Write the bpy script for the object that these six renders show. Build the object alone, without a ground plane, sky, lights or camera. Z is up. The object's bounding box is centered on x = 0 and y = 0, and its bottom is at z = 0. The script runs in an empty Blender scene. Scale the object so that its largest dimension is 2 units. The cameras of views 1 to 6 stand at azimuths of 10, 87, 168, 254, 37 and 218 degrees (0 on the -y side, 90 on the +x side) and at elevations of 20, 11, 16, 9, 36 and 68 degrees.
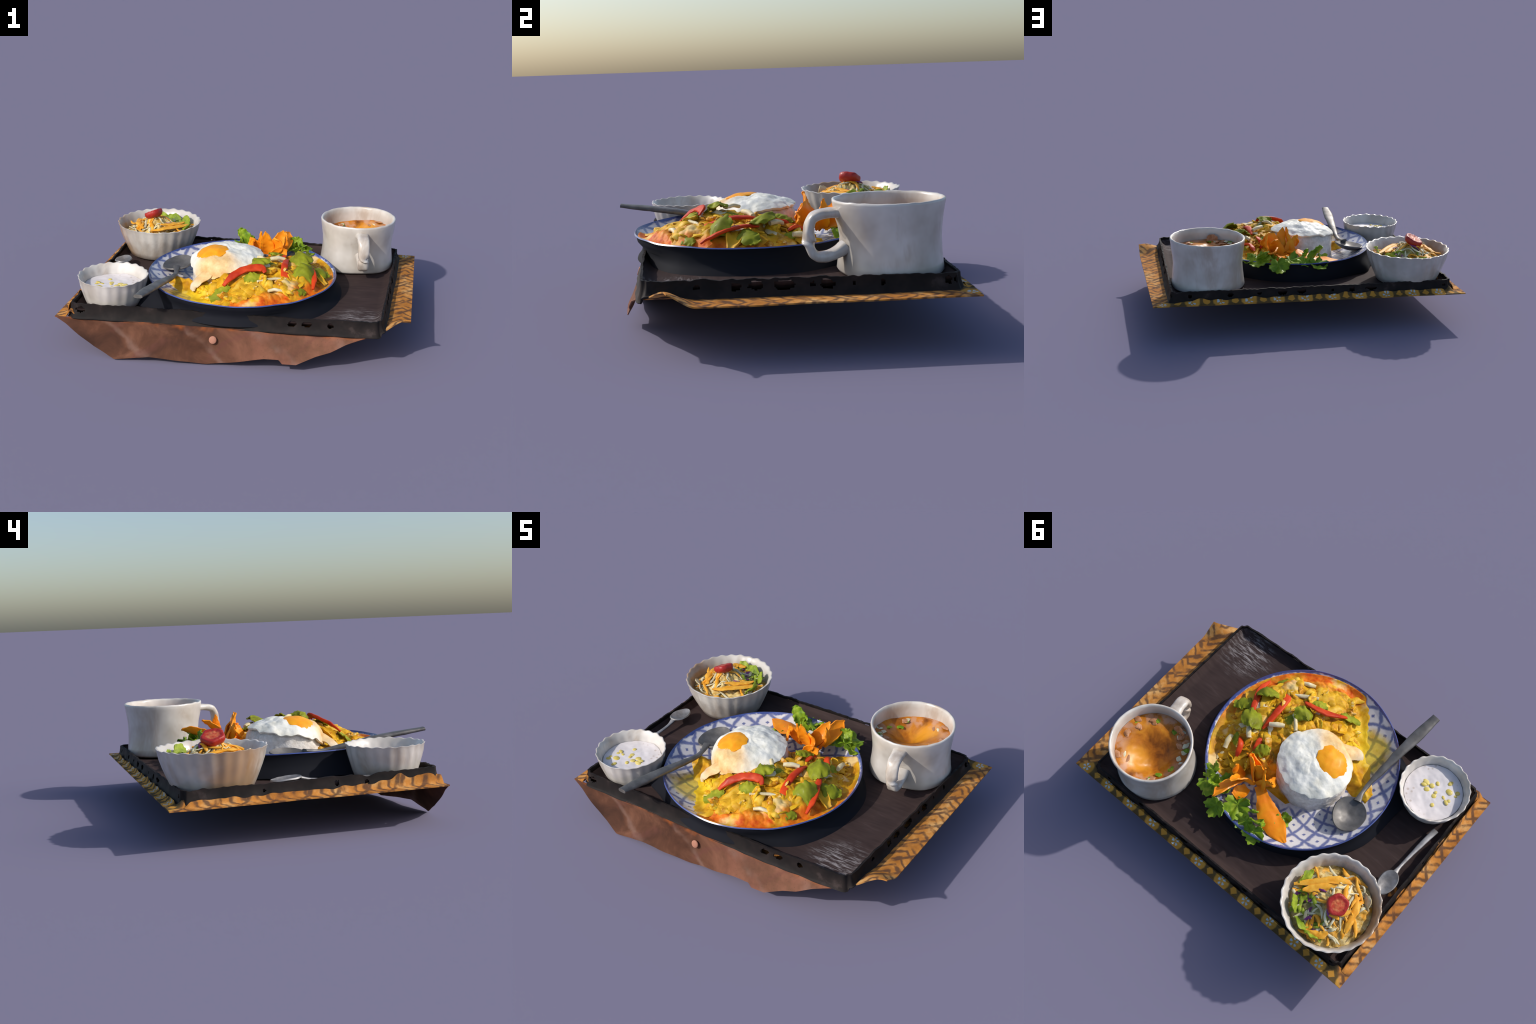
# Breakfast tray on a batik table cloth: curry with rice and fried egg on a blue lattice
# plate, soup mug, fluted salad bowl, fluted dip bowl and two spoons.
import bpy, bmesh, math, random
from math import sin, cos, pi, exp, sqrt, atan2
from mathutils import Vector as V, Matrix, noise as mn

RNG = random.Random(7)
def clamp(x, a=0.0, b=1.0): return max(a, min(b, x))
PLATE = V((-0.016, -0.092, 0)); PLATE_R = 0.563; PLATE_Z = 0.361
MUG = V((0.627, 0.461, 0)); MUG_R = 0.236; MUG_Z = 0.564
SALAD = V((-0.690, 0.484, 0)); SALAD_R = 0.273; SALAD_Z = 0.447
DIP = V((-0.718, -0.416, 0)); DIP_R = 0.203; DIP_Z = 0.401
FLOOR = 0.248
def floor_z(x, y): return 0.2375 + 0.0125 * clamp(x / 0.8, -1.2, 1.0)
RICE = V((-0.105, -0.072, 0))

def smooth(a, b, x):
    t = clamp((x - a) / (b - a)); return t * t * (3 - 2 * t)
def lerp(a, b, t): return a + (b - a) * t
def nz(x, y, z=0.0, s=1.0): return mn.noise(V((x * s, y * s, z * s)))
def fbm(x, y, z=0.0, s=1.0, o=4):
    return mn.fractal(V((x * s, y * s, z * s)), 0.8, 2.1, o)

# ---------------------------------------------------------------- node helpers
class Mat:
    def __init__(self, name, rough=0.5, spec=0.5, coat=0.0):
        self.m = bpy.data.materials.new(name); self.m.use_nodes = True
        self.t = self.m.node_tree; self.b = self.t.nodes["Principled BSDF"]
        self.b.inputs["Roughness"].default_value = rough
        self.b.inputs["Specular IOR Level"].default_value = spec
        self.b.inputs["Coat Weight"].default_value = coat
        self.b.inputs["Coat Roughness"].default_value = 0.2
        self.co = self.t.nodes.new("ShaderNodeTexCoord").outputs["Object"]
        self._xyz = None
    def put(self, sock, v):
        if isinstance(v, bpy.types.NodeSocket): self.t.links.new(v, sock)
        elif isinstance(v, (tuple, list)) and len(v) == 3 and sock.type == 'RGBA': sock.default_value = (*v, 1)
        else: sock.default_value = v
    def xyz(self):
        if not self._xyz:
            n = self.t.nodes.new("ShaderNodeSeparateXYZ"); self.put(n.inputs[0], self.co)
            self._xyz = n.outputs
        return self._xyz
    def math(self, op, a, b=0.0, c=0.0):
        n = self.t.nodes.new("ShaderNodeMath"); n.operation = op
        for i, v in enumerate((a, b, c)): self.put(n.inputs[i], v)
        return n.outputs[0]
    def noise(self, scale, detail=4.0, rough=0.55, dist=0.0, co=None, out=0):
        n = self.t.nodes.new("ShaderNodeTexNoise")
        n.inputs["Scale"].default_value = scale; n.inputs["Detail"].default_value = detail
        n.inputs["Roughness"].default_value = rough; n.inputs["Distortion"].default_value = dist
        self.put(n.inputs["Vector"], co or self.co); return n.outputs[out]
    def voronoi(self, scale, feature='F1', out=0, co=None):
        n = self.t.nodes.new("ShaderNodeTexVoronoi"); n.feature = feature
        n.inputs["Scale"].default_value = scale
        self.put(n.inputs["Vector"], co or self.co); return n.outputs[out]
    def mapped(self, loc=(0, 0, 0), rot=(0, 0, 0), scale=(1, 1, 1)):
        n = self.t.nodes.new("ShaderNodeMapping"); self.put(n.inputs[0], self.co)
        n.inputs[1].default_value = loc; n.inputs[2].default_value = rot; n.inputs[3].default_value = scale
        return n.outputs[0]
    def ramp(self, f, stops, interp='LINEAR'):
        n = self.t.nodes.new("ShaderNodeValToRGB"); r = n.color_ramp; r.interpolation = interp
        while len(r.elements) < len(stops): r.elements.new(0.5)
        for e, (p, c) in zip(r.elements, stops):
            e.position = p; e.color = (*c, 1) if isinstance(c, tuple) else (c, c, c, 1)
        self.put(n.inputs[0], f); return n.outputs[0]
    def step(self, f, a, b):
        n = self.t.nodes.new("ShaderNodeMapRange"); n.interpolation_type = 'SMOOTHSTEP'
        self.put(n.inputs[0], f); n.inputs[1].default_value = a; n.inputs[2].default_value = b
        return n.outputs[0]
    def mix(self, f, a, b, mode='MIX'):
        n = self.t.nodes.new("ShaderNodeMix"); n.data_type = 'RGBA'; n.blend_type = mode
        self.put(n.inputs[0], f); self.put(n.inputs[6], a); self.put(n.inputs[7], b)
        return n.outputs[2]
    def rnd(self):
        return self.t.nodes.new("ShaderNodeObjectInfo").outputs["Random"]
    def color(self, c): self.put(self.b.inputs["Base Color"], c); return self
    def rough(self, v): self.put(self.b.inputs["Roughness"], v); return self
    def bump(self, h, strength=0.3, dist=0.01):
        n = self.t.nodes.new("ShaderNodeBump"); n.inputs["Strength"].default_value = strength
        n.inputs["Distance"].default_value = dist; self.put(n.inputs["Height"], h)
        self.put(self.b.inputs["Normal"], n.outputs[0]); return self
    def local(self, c):
        """x, y relative to c, radius and angle"""
        x, y, _ = self.xyz()
        u = self.math('SUBTRACT', x, c[0]); v = self.math('SUBTRACT', y, c[1])
        r = self.math('SQRT', self.math('ADD', self.math('MULTIPLY', u, u), self.math('MULTIPLY', v, v)))
        return u, v, r, self.math('ARCTAN2', v, u)
    def blob(self, c, rad, soft=0.6, wob=0.0, wscale=12):
        """1 inside a disc round c, 0 outside"""
        r = self.local(c)[2]
        if wob: r = self.math('ADD', r, self.math('MULTIPLY', self.math('SUBTRACT', self.noise(wscale), 0.5), wob))
        return self.math('SUBTRACT', 1.0, self.step(r, rad * (1 - soft), rad * (1 + soft * .3)))

# ---------------------------------------------------------------- mesh helpers
def new_obj(name, verts, faces, mat=None, smooth_angle=60, parent=None, thick=0.0):
    me = bpy.data.meshes.new(name)
    me.from_pydata([tuple(v) for v in verts], [], faces); me.update()
    if thick:
        bm = bmesh.new(); bm.from_mesh(me)
        bmesh.ops.recalc_face_normals(bm, faces=bm.faces[:])
        bm.normal_update()
        base = bm.verts[:]; faces = bm.faces[:]; bnd = [e for e in bm.edges if e.is_boundary]
        twin = {v: bm.verts.new(v.co - v.normal * thick) for v in base}
        for f in faces: bm.faces.new([twin[v] for v in reversed(f.verts)])
        for e in bnd:
            a, b = e.verts; bm.faces.new((a, b, twin[b], twin[a]))
        bmesh.ops.recalc_face_normals(bm, faces=bm.faces[:])
        bm.to_mesh(me); bm.free()
    else:
        bm = bmesh.new(); bm.from_mesh(me)
        bmesh.ops.recalc_face_normals(bm, faces=bm.faces[:]); bm.to_mesh(me); bm.free()
    me.polygons.foreach_set("use_smooth", [True] * len(me.polygons))
    me.set_sharp_from_angle(angle=math.radians(smooth_angle))
    ob = bpy.data.objects.new(name, me); bpy.context.collection.objects.link(ob)
    if mat: me.materials.append(mat.m)
    if parent: ob.parent = parent
    return ob
def top(ob, label, category):
    ob["label"] = label; ob["category"] = category; return ob
def empty(name, loc, label, category):
    e = bpy.data.objects.new(name, None); e.location = loc; e.empty_display_size = 0.05
    bpy.context.collection.objects.link(e); return top(e, label, category)
def adopt(child, parent):
    child.parent = parent
    child.matrix_parent_inverse = Matrix.Translation(parent.location).inverted(); return child
def grid_faces(nu, nv, wrap_u=False):
    f = []
    for i in range(nu if wrap_u else nu - 1):
        for j in range(nv - 1):
            a = i * nv + j; b = ((i + 1) % nu) * nv + j
            f.append((a, b, b + 1, a + 1))
    return f
def lathe(name, c, profile, mat, n=128, warp=None, parent=None, angle=60):
    """profile: list of (r, z) ; warp(theta, k, r, z) -> r, z"""
    vs = []
    m = len(profile)
    for i in range(n):
        th = 2 * pi * i / n
        for k, (r, z) in enumerate(profile):
            if warp: r, z = warp(th, k / (m - 1), r, z)
            vs.append((c[0] + r * cos(th), c[1] + r * sin(th), z))
    return new_obj(name, vs, grid_faces(n, m, True), mat, angle, parent)
def spline(pts, n):
    """Catmull-Rom through points (any dimension)"""
    P = [V(p) if len(p) <= 3 else p for p in pts]; out = []
    k = len(P) - 1
    for i in range(n):
        t = i / (n - 1) * k; a = min(int(t), k - 1); u = t - a
        p0 = P[max(a - 1, 0)]; p1 = P[a]; p2 = P[a + 1]; p3 = P[min(a + 2, k)]
        out.append(0.5 * ((2 * p1) + (p2 - p0) * u + (2 * p0 - 5 * p1 + 4 * p2 - p3) * u * u
                          + (3 * p1 - p0 - 3 * p2 + p3) * u ** 3))
    return out
def curve1(vals, n):
    k = len(vals) - 1; out = []
    for i in range(n):
        t = i / (n - 1) * k; a = min(int(t), k - 1); u = t - a; u = u * u * (3 - 2 * u)
        out.append(lerp(vals[a], vals[a + 1], u))
    return out
def frames(S, up):
    F = []
    for i, p in enumerate(S):
        t = (S[min(i + 1, len(S) - 1)] - S[max(i - 1, 0)]).normalized()
        s = t.cross(V(up))
        s = s.normalized() if s.length > 1e-5 else V((1, 0, 0))
        F.append((p, t, s, s.cross(t).normalized()))
    return F
def sweep(name, pts, widths, heights, mat, up=(0, 0, 1), n=28, m=12, parent=None, power=1.0, wob=0.0, seed=0):
    """tube of elliptic (or boxy, power<1) section along a spine"""
    F = frames(spline(pts, n), up); W = curve1(widths, n); H = curve1(heights, n)
    vs = []
    for i, (p, t, s, u) in enumerate(F):
        for j in range(m):
            a = 2 * pi * j / m
            ca, sa = cos(a), sin(a)
            ca = math.copysign(abs(ca) ** power, ca); sa = math.copysign(abs(sa) ** power, sa)
            q = p + s * (W[i] * ca) + u * (H[i] * sa)
            if wob: q += mn.noise_vector(q * 28 + V((seed, 0, 0))) * wob
            vs.append(q)
    fs = grid_faces(n, m) + [(i * m + m - 1, (i + 1) * m + m - 1, (i + 1) * m, i * m) for i in range(n - 1)]
    c0 = len(vs); vs += [F[0][0], F[-1][0]]
    for j in range(m):
        fs.append((c0, (j + 1) % m, j)); fs.append((c0 + 1, (n - 1) * m + j, (n - 1) * m + (j + 1) % m))
    return new_obj(name, vs, fs, mat, 50, parent)
def sheet(name, pts, widths, mat, up=(0, 0, 1), curl=0.0, ruffle=0.0, rag=0.0, n=26, m=13, thick=0.006, seed=0, parent=None):
    """thin curved blade (leaf, petal, shaving) along a spine"""
    F = frames(spline(pts, n), up); W = curve1(widths, n); vs = []
    for i, (p, t, s, u) in enumerate(F):
        for j in range(m):
            a = 2 * j / (m - 1) - 1
            w = W[i] * (1 + rag * nz(i * 0.45, a * 1.2, seed * 3.7))
            q = p + s * (w * a) + u * (curl * W[i] * a * a)
            q += u * (ruffle * abs(a) * nz(i * 0.33, a * 1.6, seed * 1.9 + 5))
            q += t * (rag * 0.5 * W[i] * nz(i * .5, a * 2.5, seed + 9) * abs(a))
            vs.append(q)
    return new_obj(name, vs, grid_faces(n, m), mat, 70, parent, thick)
def lobed_leaf(name, c, normal, R, rot, mat, lobes=5, cup=0.3, ruffle=0.02, seed=0, parent=None):
    """coriander-like leaf: deeply lobed fan with ruffled blade"""
    nn = V(normal).normalized(); q = V((0, 0, 1)).rotation_difference(nn)
    nr, na = 9, 72; vs = []
    for i in range(na):
        a = 2 * pi * i / na
        env = 0.42 + 0.58 * abs(cos(a * 0.5)) ** 0.7
        lob = 0.72 + 0.28 * abs(cos(lobes * a * 0.5)) ** 0.5
        tooth = 1 + 0.06 * sin(a * lobes * 3 + seed)
        for k in range(nr):
            f = (k + 0.02) / (nr - 1); r = R * f * lerp(1, env * lob * tooth, f)
            x, y = r * cos(a + rot), r * sin(a + rot)
            z = cup * r * r / R + ruffle * f * (nz(x * 22, y * 22, seed) + 0.5 * cos(lobes * a))
            vs.append(V(c) + q @ V((x, y, z)))
    return new_obj(name, vs, grid_faces(na, nr, True), mat, 70, parent, 0.005)

# ---------------------------------------------------------------- materials
def solid_var(name, a, b, scale=20, rough=0.5, c=None, coat=0.0, bump=0.2, rnd=0.0):
    M = Mat(name, rough + 0.1, 0.2, coat * 0.5)
    n = M.noise(scale, 4, 0.6, 0.4)
    st = [(0.32, a), (0.68, b)] if c is None else [(0.28, a), (0.5, b), (0.72, c)]
    col = M.ramp(n, st)
    if rnd:
        hv = M.t.nodes.new("ShaderNodeHueSaturation")
        M.put(hv.inputs["Color"], col)
        M.put(hv.inputs["Value"], M.math('ADD', 1 - rnd / 2, M.math('MULTIPLY', M.rnd(), rnd)))
        col = hv.outputs[0]
    M.color(col)
    if bump: M.bump(M.noise(scale * 2.5, 3), bump, 0.006)
    return M

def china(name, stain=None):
    M = Mat(name, 0.28, 0.5, 0.25)
    c = M.ramp(M.noise(6, 3, 0.5), [(0.3, (0.47, 0.425, 0.375)), (0.68, (0.70, 0.665, 0.62))])
    mottle = M.step(M.noise(5, 5, 0.65, 0.4, M.mapped(scale=(1, 1, 0.45))), 0.50, 0.72)  # brown streaky mottling across the glaze
    c = M.mix(M.math('MULTIPLY', mottle, 0.6), c, (0.36, 0.26, 0.18))
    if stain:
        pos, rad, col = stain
        c = M.mix(M.math('MULTIPLY', M.blob(pos, rad, 0.5, 0.06), 0.75), c, col)
    return M.color(c)

def cloth_material():
    M = Mat("batik_cloth", 0.85, 0.2)
    x, y, z = M.xyz()
    wob = M.math('MULTIPLY', M.math('SUBTRACT', M.noise(9, 3), 0.5), 0.10)
    ax = M.math('ABSOLUTE', x)
    # herringbone border on the two sides
    off = M.math('SUBTRACT', ax, 0.945)
    ch = M.math('ADD', y, M.math('MULTIPLY', M.math('ABSOLUTE', off), 0.9))
    ch = M.math('ADD', ch, wob)
    p = M.math('FRACT', M.math('DIVIDE', ch, 0.062))
    tri = M.math('ABSOLUTE', M.math('SUBTRACT', p, 0.5))
    line = M.math('SUBTRACT', 1.0, M.step(tri, 0.06, 0.30))
    p2 = M.math('FRACT', M.math('DIVIDE', M.math('SUBTRACT', y, M.math('MULTIPLY', off, 1.1)), 0.15))
    line2 = M.math('SUBTRACT', 1.0, M.step(M.math('ABSOLUTE', M.math('SUBTRACT', p2, 0.5)), 0.05, 0.13))
    line = M.math('MULTIPLY', M.math('MAXIMUM', line, line2), M.step(M.noise(13, 4), 0.30, 0.52))
    ora = M.ramp(M.noise(11, 4, 0.6), [(0.3, (0.34, 0.125, 0.022)), (0.52, (0.52, 0.215, 0.042)), (0.72, (0.66, 0.39, 0.15))])
    side = M.mix(M.math('MULTIPLY', line, 0.85), ora, (0.085, 0.045, 0.030))
    # flower border at the back: gold discs with pale blue four-petal flowers, olive lozenges between
    per = 0.1765
    fx = M.math('MULTIPLY', M.math('SUBTRACT', M.math('FRACT', M.math('DIVIDE', M.math('SUBTRACT', x, 0.055 - per / 2 + per * 20 - per * 40), per)), 0.5), per)
    fy = M.math('SUBTRACT', y, 0.737)
    r = M.math('SQRT', M.math('ADD', M.math('MULTIPLY', fx, fx), M.math('MULTIPLY', fy, fy)))
    th = M.math('ARCTAN2', fy, fx)
    rw = M.math('ADD', r, M.math('MULTIPLY', wob, 0.15))
    gold = M.math('SUBTRACT', 1.0, M.step(rw, 0.040, 0.052))
    ring = M.math('SUBTRACT', 1.0, M.step(M.math('ABSOLUTE', M.math('SUBTRACT', rw, 0.016)), 0.005, 0.010))
    pet = M.math('MULTIPLY', ring, M.step(M.math('COSINE', M.math('MULTIPLY', th, 5.0)), -0.4, 0.4))
    loz = M.math('ADD', M.math('ABSOLUTE', M.math('SUBTRACT', M.math('ABSOLUTE', fx), per / 2)), M.math('ABSOLUTE', fy))
    lz = M.math('SUBTRACT', 1.0, M.step(loz, 0.020, 0.027))
    bk = M.mix(M.noise(25, 3), (0.05, 0.035, 0.02), (0.16, 0.10, 0.03))
    bk = M.mix(lz, bk, (0.50, 0.24, 0.035))
    bk = M.mix(gold, bk, M.ramp(M.noise(14, 3), [(0.3, (0.40, 0.20, 0.03)), (0.7, (0.66, 0.34, 0.06))]))
    bk = M.mix(pet, bk, (0.42, 0.52, 0.56))
    isback = M.step(M.math('ADD', M.math('SUBTRACT', y, 0.767), M.math('SUBTRACT', 1.0, ax)), -0.012, 0.012)
    c = M.mix(isback, side, bk)
    front = M.math('MULTIPLY', M.step(M.math('MULTIPLY', y, -1.0), 0.55, 0.575), M.math('SUBTRACT', 1.0, M.step(ax, 0.86, 0.9)))
    c = M.mix(front, c, (0.10, 0.045, 0.028))
    M.color(c); M.bump(M.noise(150, 2), 0.25, 0.004); return M

def flap_material():
    M = Mat("brown_drape", 0.85, 0.2)
    x, y, z = M.xyz()
    c = M.ramp(M.noise(5, 5, 0.6, 0.6), [(0.3, (0.045, 0.019, 0.012)), (0.5, (0.095, 0.039, 0.022)), (0.72, (0.185, 0.080, 0.047))])
    # the right half is a pinker, paler print
    right = M.step(M.math('ADD', x, M.math('MULTIPLY', M.noise(4, 3), 0.4)), 0.0, 0.75)
    c = M.mix(M.math('MULTIPLY', right, 0.65), c, M.ramp(M.noise(9, 4, 0.6), [(0.3, (0.13, 0.065, 0.037)), (0.7, (0.33, 0.135, 0.088))]))
    # rust at the fold
    fold = M.math('MULTIPLY', M.step(M.math('ADD', z, M.math('MULTIPLY', M.noise(14, 3), 0.05)), 0.212, 0.25), M.step(M.noise(8, 3), 0.4, 0.6))
    c = M.mix(M.math('MULTIPLY', fold, 0.7), c, (0.42, 0.11, 0.02))
    # diagonal branches of the print
    for sgn, ph, per in ((1, 0.0, 0.43), (-1, 0.17, 0.37)):
        d = M.math('FRACT', M.math('DIVIDE', M.math('ADD', M.math('ADD', x, ph), M.math('ADD', M.math('MULTIPLY', z, 1.5 * sgn), M.math('MULTIPLY', M.noise(5, 4), 0.34))), per))
        l = M.math('SUBTRACT', 1.0, M.step(M.math('ABSOLUTE', M.math('SUBTRACT', d, 0.5)), 0.0, 0.12))
        c = M.mix(M.math('MULTIPLY', M.math('MULTIPLY', l, M.step(M.noise(5, 3), 0.35, 0.6)), 0.4), c, (0.24, 0.15, 0.12) if sgn > 0 else (0.14, 0.05, 0.04))
    sp = M.math('SUBTRACT', 1.0, M.step(M.voronoi(60), 0.12, 0.22))
    c = M.mix(M.math('MULTIPLY', M.math('MULTIPLY', sp, right), 0.6), c, (0.12, 0.05, 0.035))
    M.color(c); M.bump(M.noise(90, 3), 0.2, 0.004); return M

def tray_material():
    M = Mat("dark_lacquer", 0.75, 0.1)
    g = M.noise(7, 5, 0.6, 0.3, M.mapped(scale=(1, 6, 1)))
    c = M.ramp(g, [(0.3, (0.036, 0.024, 0.023)), (0.6, (0.050, 0.033, 0.031)), (0.8, (0.072, 0.050, 0.047))])
    # pale streaky reflection painted into the colour of the free front corner
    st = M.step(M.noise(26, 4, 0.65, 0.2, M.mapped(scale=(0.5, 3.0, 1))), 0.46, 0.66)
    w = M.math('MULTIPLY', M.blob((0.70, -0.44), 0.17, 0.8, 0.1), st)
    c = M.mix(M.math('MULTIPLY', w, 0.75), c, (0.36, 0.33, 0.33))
    M.color(c); M.bump(g, 0.06, 0.004); return M

def rim_material():
    M = Mat("dark_lacquer_rim", 0.65, 0.15)
    c = M.ramp(M.noise(10, 5, 0.6), [(0.35, (0.009, 0.008, 0.008)), (0.6, (0.020, 0.015, 0.014)), (0.8, (0.07, 0.052, 0.048))])
    return M.color(c)

def plate_material():
    M = Mat("blue_lattice_glaze", 0.25, 0.5, 0.3)
    u, v, r, th = M.local(PLATE)
    rr = M.math('ADD', r, M.math('MULTIPLY', M.math('SUBTRACT', M.noise(22, 3), 0.5), 0.035))
    a = M.math('MULTIPLY', th, 22 / (2 * pi))
    b = M.math('DIVIDE', rr, 0.112)
    def diag(op):
        f = M.math('FRACT', M.math(op, M.math('ADD', a, 40.0), b))
        return M.math('ABSOLUTE', M.math('SUBTRACT', f, 0.5))
    d1, d2 = diag('ADD'), diag('SUBTRACT')
    line = M.math('SUBTRACT', 1.0, M.step(M.math('MINIMUM', d1, d2), 0.04, 0.17))
    dot = M.step(M.math('MINIMUM', d1, d2), 0.38, 0.44)
    mark = M.math('MAXIMUM', line, dot)
    mark = M.math('MULTIPLY', mark, M.step(rr, 0.27, 0.31))
    rim = M.step(rr, 0.542, 0.552)
    mark = M.math('MAXIMUM', M.math('MULTIPLY', mark, 0.85), rim)
    white = M.ramp(M.noise(8, 3), [(0.3, (0.60, 0.565, 0.56)), (0.7, (0.78, 0.75, 0.74))])
    blue = M.mix(M.noise(18, 2), (0.025, 0.04, 0.18), (0.08, 0.12, 0.36))
    c = M.mix(mark, white, blue)
    # turmeric oil round the curry on the left
    oil = M.math('MULTIPLY', M.blob((-0.26, -0.37), 0.165, 0.35, 0.09, 16), 0.92)
    c = M.mix(oil, c, M.mix(M.math('MULTIPLY', line, 0.6), M.ramp(M.noise(20, 3), [(0.3, (0.60, 0.36, 0.0)), (0.7, (0.80, 0.62, 0.03))]), (0.16, 0.16, 0.03)))
    return M.color(c)

def curry_material(name="curry_sauce", rnd=False):
    M = Mat(name, 0.55, 0.2, 0.0)
    co = M.co
    n = M.noise(11 if not rnd else 2.2, 4, 0.55, 0.8, co)
    c = M.ramp(n, [(0.28, (0.26, 0.095, 0.003)), (0.42, (0.52, 0.235, 0.006)), (0.56, (0.70, 0.385, 0.014)), (0.76, (0.78, 0.52, 0.09))])
    # greener patches
    c = M.mix(M.math('MULTIPLY', M.step(M.noise(7 if not rnd else 1.2, 3), 0.55, 0.68), 0.6), c, (0.30, 0.24, 0.012))
    c = M.mix(M.math('MULTIPLY', M.step(M.noise(9 if not rnd else 1.4, 2, 0.5, 0, M.mapped(loc=(5, 3, 0))), 0.58, 0.7), 0.7), c, (0.80, 0.62, 0.30))
    if not rnd:
        u, v, r, th = M.local((PLATE.x, PLATE.y))
        # chilli oil pooled at the front and right rim
        x, y, z = M.xyz()
        dirn = M.math('ADD', M.math('MULTIPLY', u, 0.72), M.math('MULTIPLY', v, -0.70))
        oil = M.math('MULTIPLY', M.step(r, 0.43, 0.49), M.step(M.math('ADD', dirn, M.math('MULTIPLY', M.math('SUBTRACT', M.noise(7, 3), .5), 0.25)), 0.27, 0.37))
        oil = M.math('MULTIPLY', oil, M.step(M.noise(9, 4), 0.36, 0.52))
        c = M.mix(oil, c, M.ramp(M.noise(24, 4), [(0.35, (0.55, 0.07, 0.004)), (0.6, (0.74, 0.20, 0.01)), (0.8, (0.80, 0.46, 0.10))]))
        lem = M.math('MULTIPLY', M.blob((-0.22, -0.40), 0.16, 0.5, 0.08), 0.8)
        c = M.mix(lem, c, M.ramp(M.noise(18, 3), [(0.3, (0.66, 0.40, 0.0)), (0.7, (0.82, 0.62, 0.03))]))
    else:
        hv = M.t.nodes.new("ShaderNodeHueSaturation"); M.put(hv.inputs["Color"], c)
        M.put(hv.inputs["Hue"], M.math('ADD', 0.485, M.math('MULTIPLY', M.rnd(), 0.03)))
        M.put(hv.inputs["Value"], M.math('ADD', 0.85, M.math('MULTIPLY', M.rnd(), 0.35)))
        c = hv.outputs[0]
    M.color(c); M.bump(M.noise(40 if not rnd else 5, 3), 0.2, 0.01); return M

def soup_material():
    M = Mat("clear_broth", 0.35, 0.3, 0.0)
    c = M.ramp(M.noise(9, 4, 0.6, 0.5), [(0.3, (0.16, 0.045, 0.004)), (0.5, (0.46, 0.15, 0.01)), (0.7, (0.66, 0.27, 0.02))])
    c = M.mix(M.math('MULTIPLY', M.blob((0.66, 0.56), 0.09, 0.6, 0.05), 0.8), c, (0.72, 0.31, 0.02))
    r = M.local(MUG)[2]
    edge = M.math('MULTIPLY', M.step(r, 0.12, 0.19), M.step(M.noise(14, 4), 0.45, 0.6))
    c = M.mix(M.math('MULTIPLY', edge, 0.75), c, (0.52, 0.30, 0.20))
    return M.color(c)

def dip_material():
    M = Mat("coconut_dip", 0.4, 0.4, 0.1)
    c = M.ramp(M.noise(12, 3), [(0.3, (0.66, 0.61, 0.60)), (0.6, (0.76, 0.71, 0.70))])
    d = M.math('SUBTRACT', 1.0, M.step(M.voronoi(34), 0.18, 0.34))
    c = M.mix(M.math('MULTIPLY', M.math('MULTIPLY', d, M.step(M.noise(7, 2), 0.48, 0.58)), 0.6), c, (0.45, 0.36, 0.30))
    return M.color(c)

def tomato_material():
    M = Mat("tomato_slice", 0.4, 0.4, 0.05)
    x, y, z = M.xyz()
    r = M.math('SQRT', M.math('ADD', M.math('MULTIPLY', x, x), M.math('MULTIPLY', y, y)))
    rr = M.math('ADD', r, M.math('MULTIPLY', M.math('SUBTRACT', M.noise(40, 3), 0.5), 0.02))
    face = M.step(z, 0.010, 0.016)
    core = M.math('MULTIPLY', M.math('SUBTRACT', 1.0, M.step(rr, 0.026, 0.042)), face)
    c = M.mix(core, (0.36, 0.020, 0.014), M.ramp(M.noise(50, 3), [(0.35, (0.48, 0.05, 0.02)), (0.6, (0.60, 0.17, 0.06)), (0.8, (0.68, 0.33, 0.14))]))
    M.color(c); M.bump(M.noise(70, 3), 0.4, 0.006); return M

def salad_material():
    M = Mat("dressed_salad", 0.55, 0.2, 0.0)
    c = M.ramp(M.noise(20, 5, 0.65, 0.8), [(0.28, (0.16, 0.13, 0.02)), (0.42, (0.50, 0.30, 0.06)), (0.55, (0.66, 0.50, 0.20)), (0.72, (0.72, 0.62, 0.36))])
    c = M.mix(M.math('MULTIPLY', M.step(M.noise(12, 3), 0.54, 0.66), 0.75), c, (0.78, 0.36, 0.03))
    c = M.mix(M.math('MULTIPLY', M.blob((-0.60, 0.60), 0.12, 0.6, 0.08), 0.7), c, M.ramp(M.noise(30, 3), [(0.35, (0.07, 0.12, 0.008)), (0.7, (0.45, 0.42, 0.22))]))
    M.color(c); M.bump(M.noise(60, 3), 0.4, 0.008); return M

def metal(name, a, b):
    M = Mat(name, 0.4); M.b.inputs["Metallic"].default_value = 0.5
    M.color(M.ramp(M.noise(14, 4), [(0.3, a), (0.7, b)]))
    M.rough(M.ramp(M.noise(20, 3), [(0.3, 0.4), (0.7, 0.6)])); return M

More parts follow.
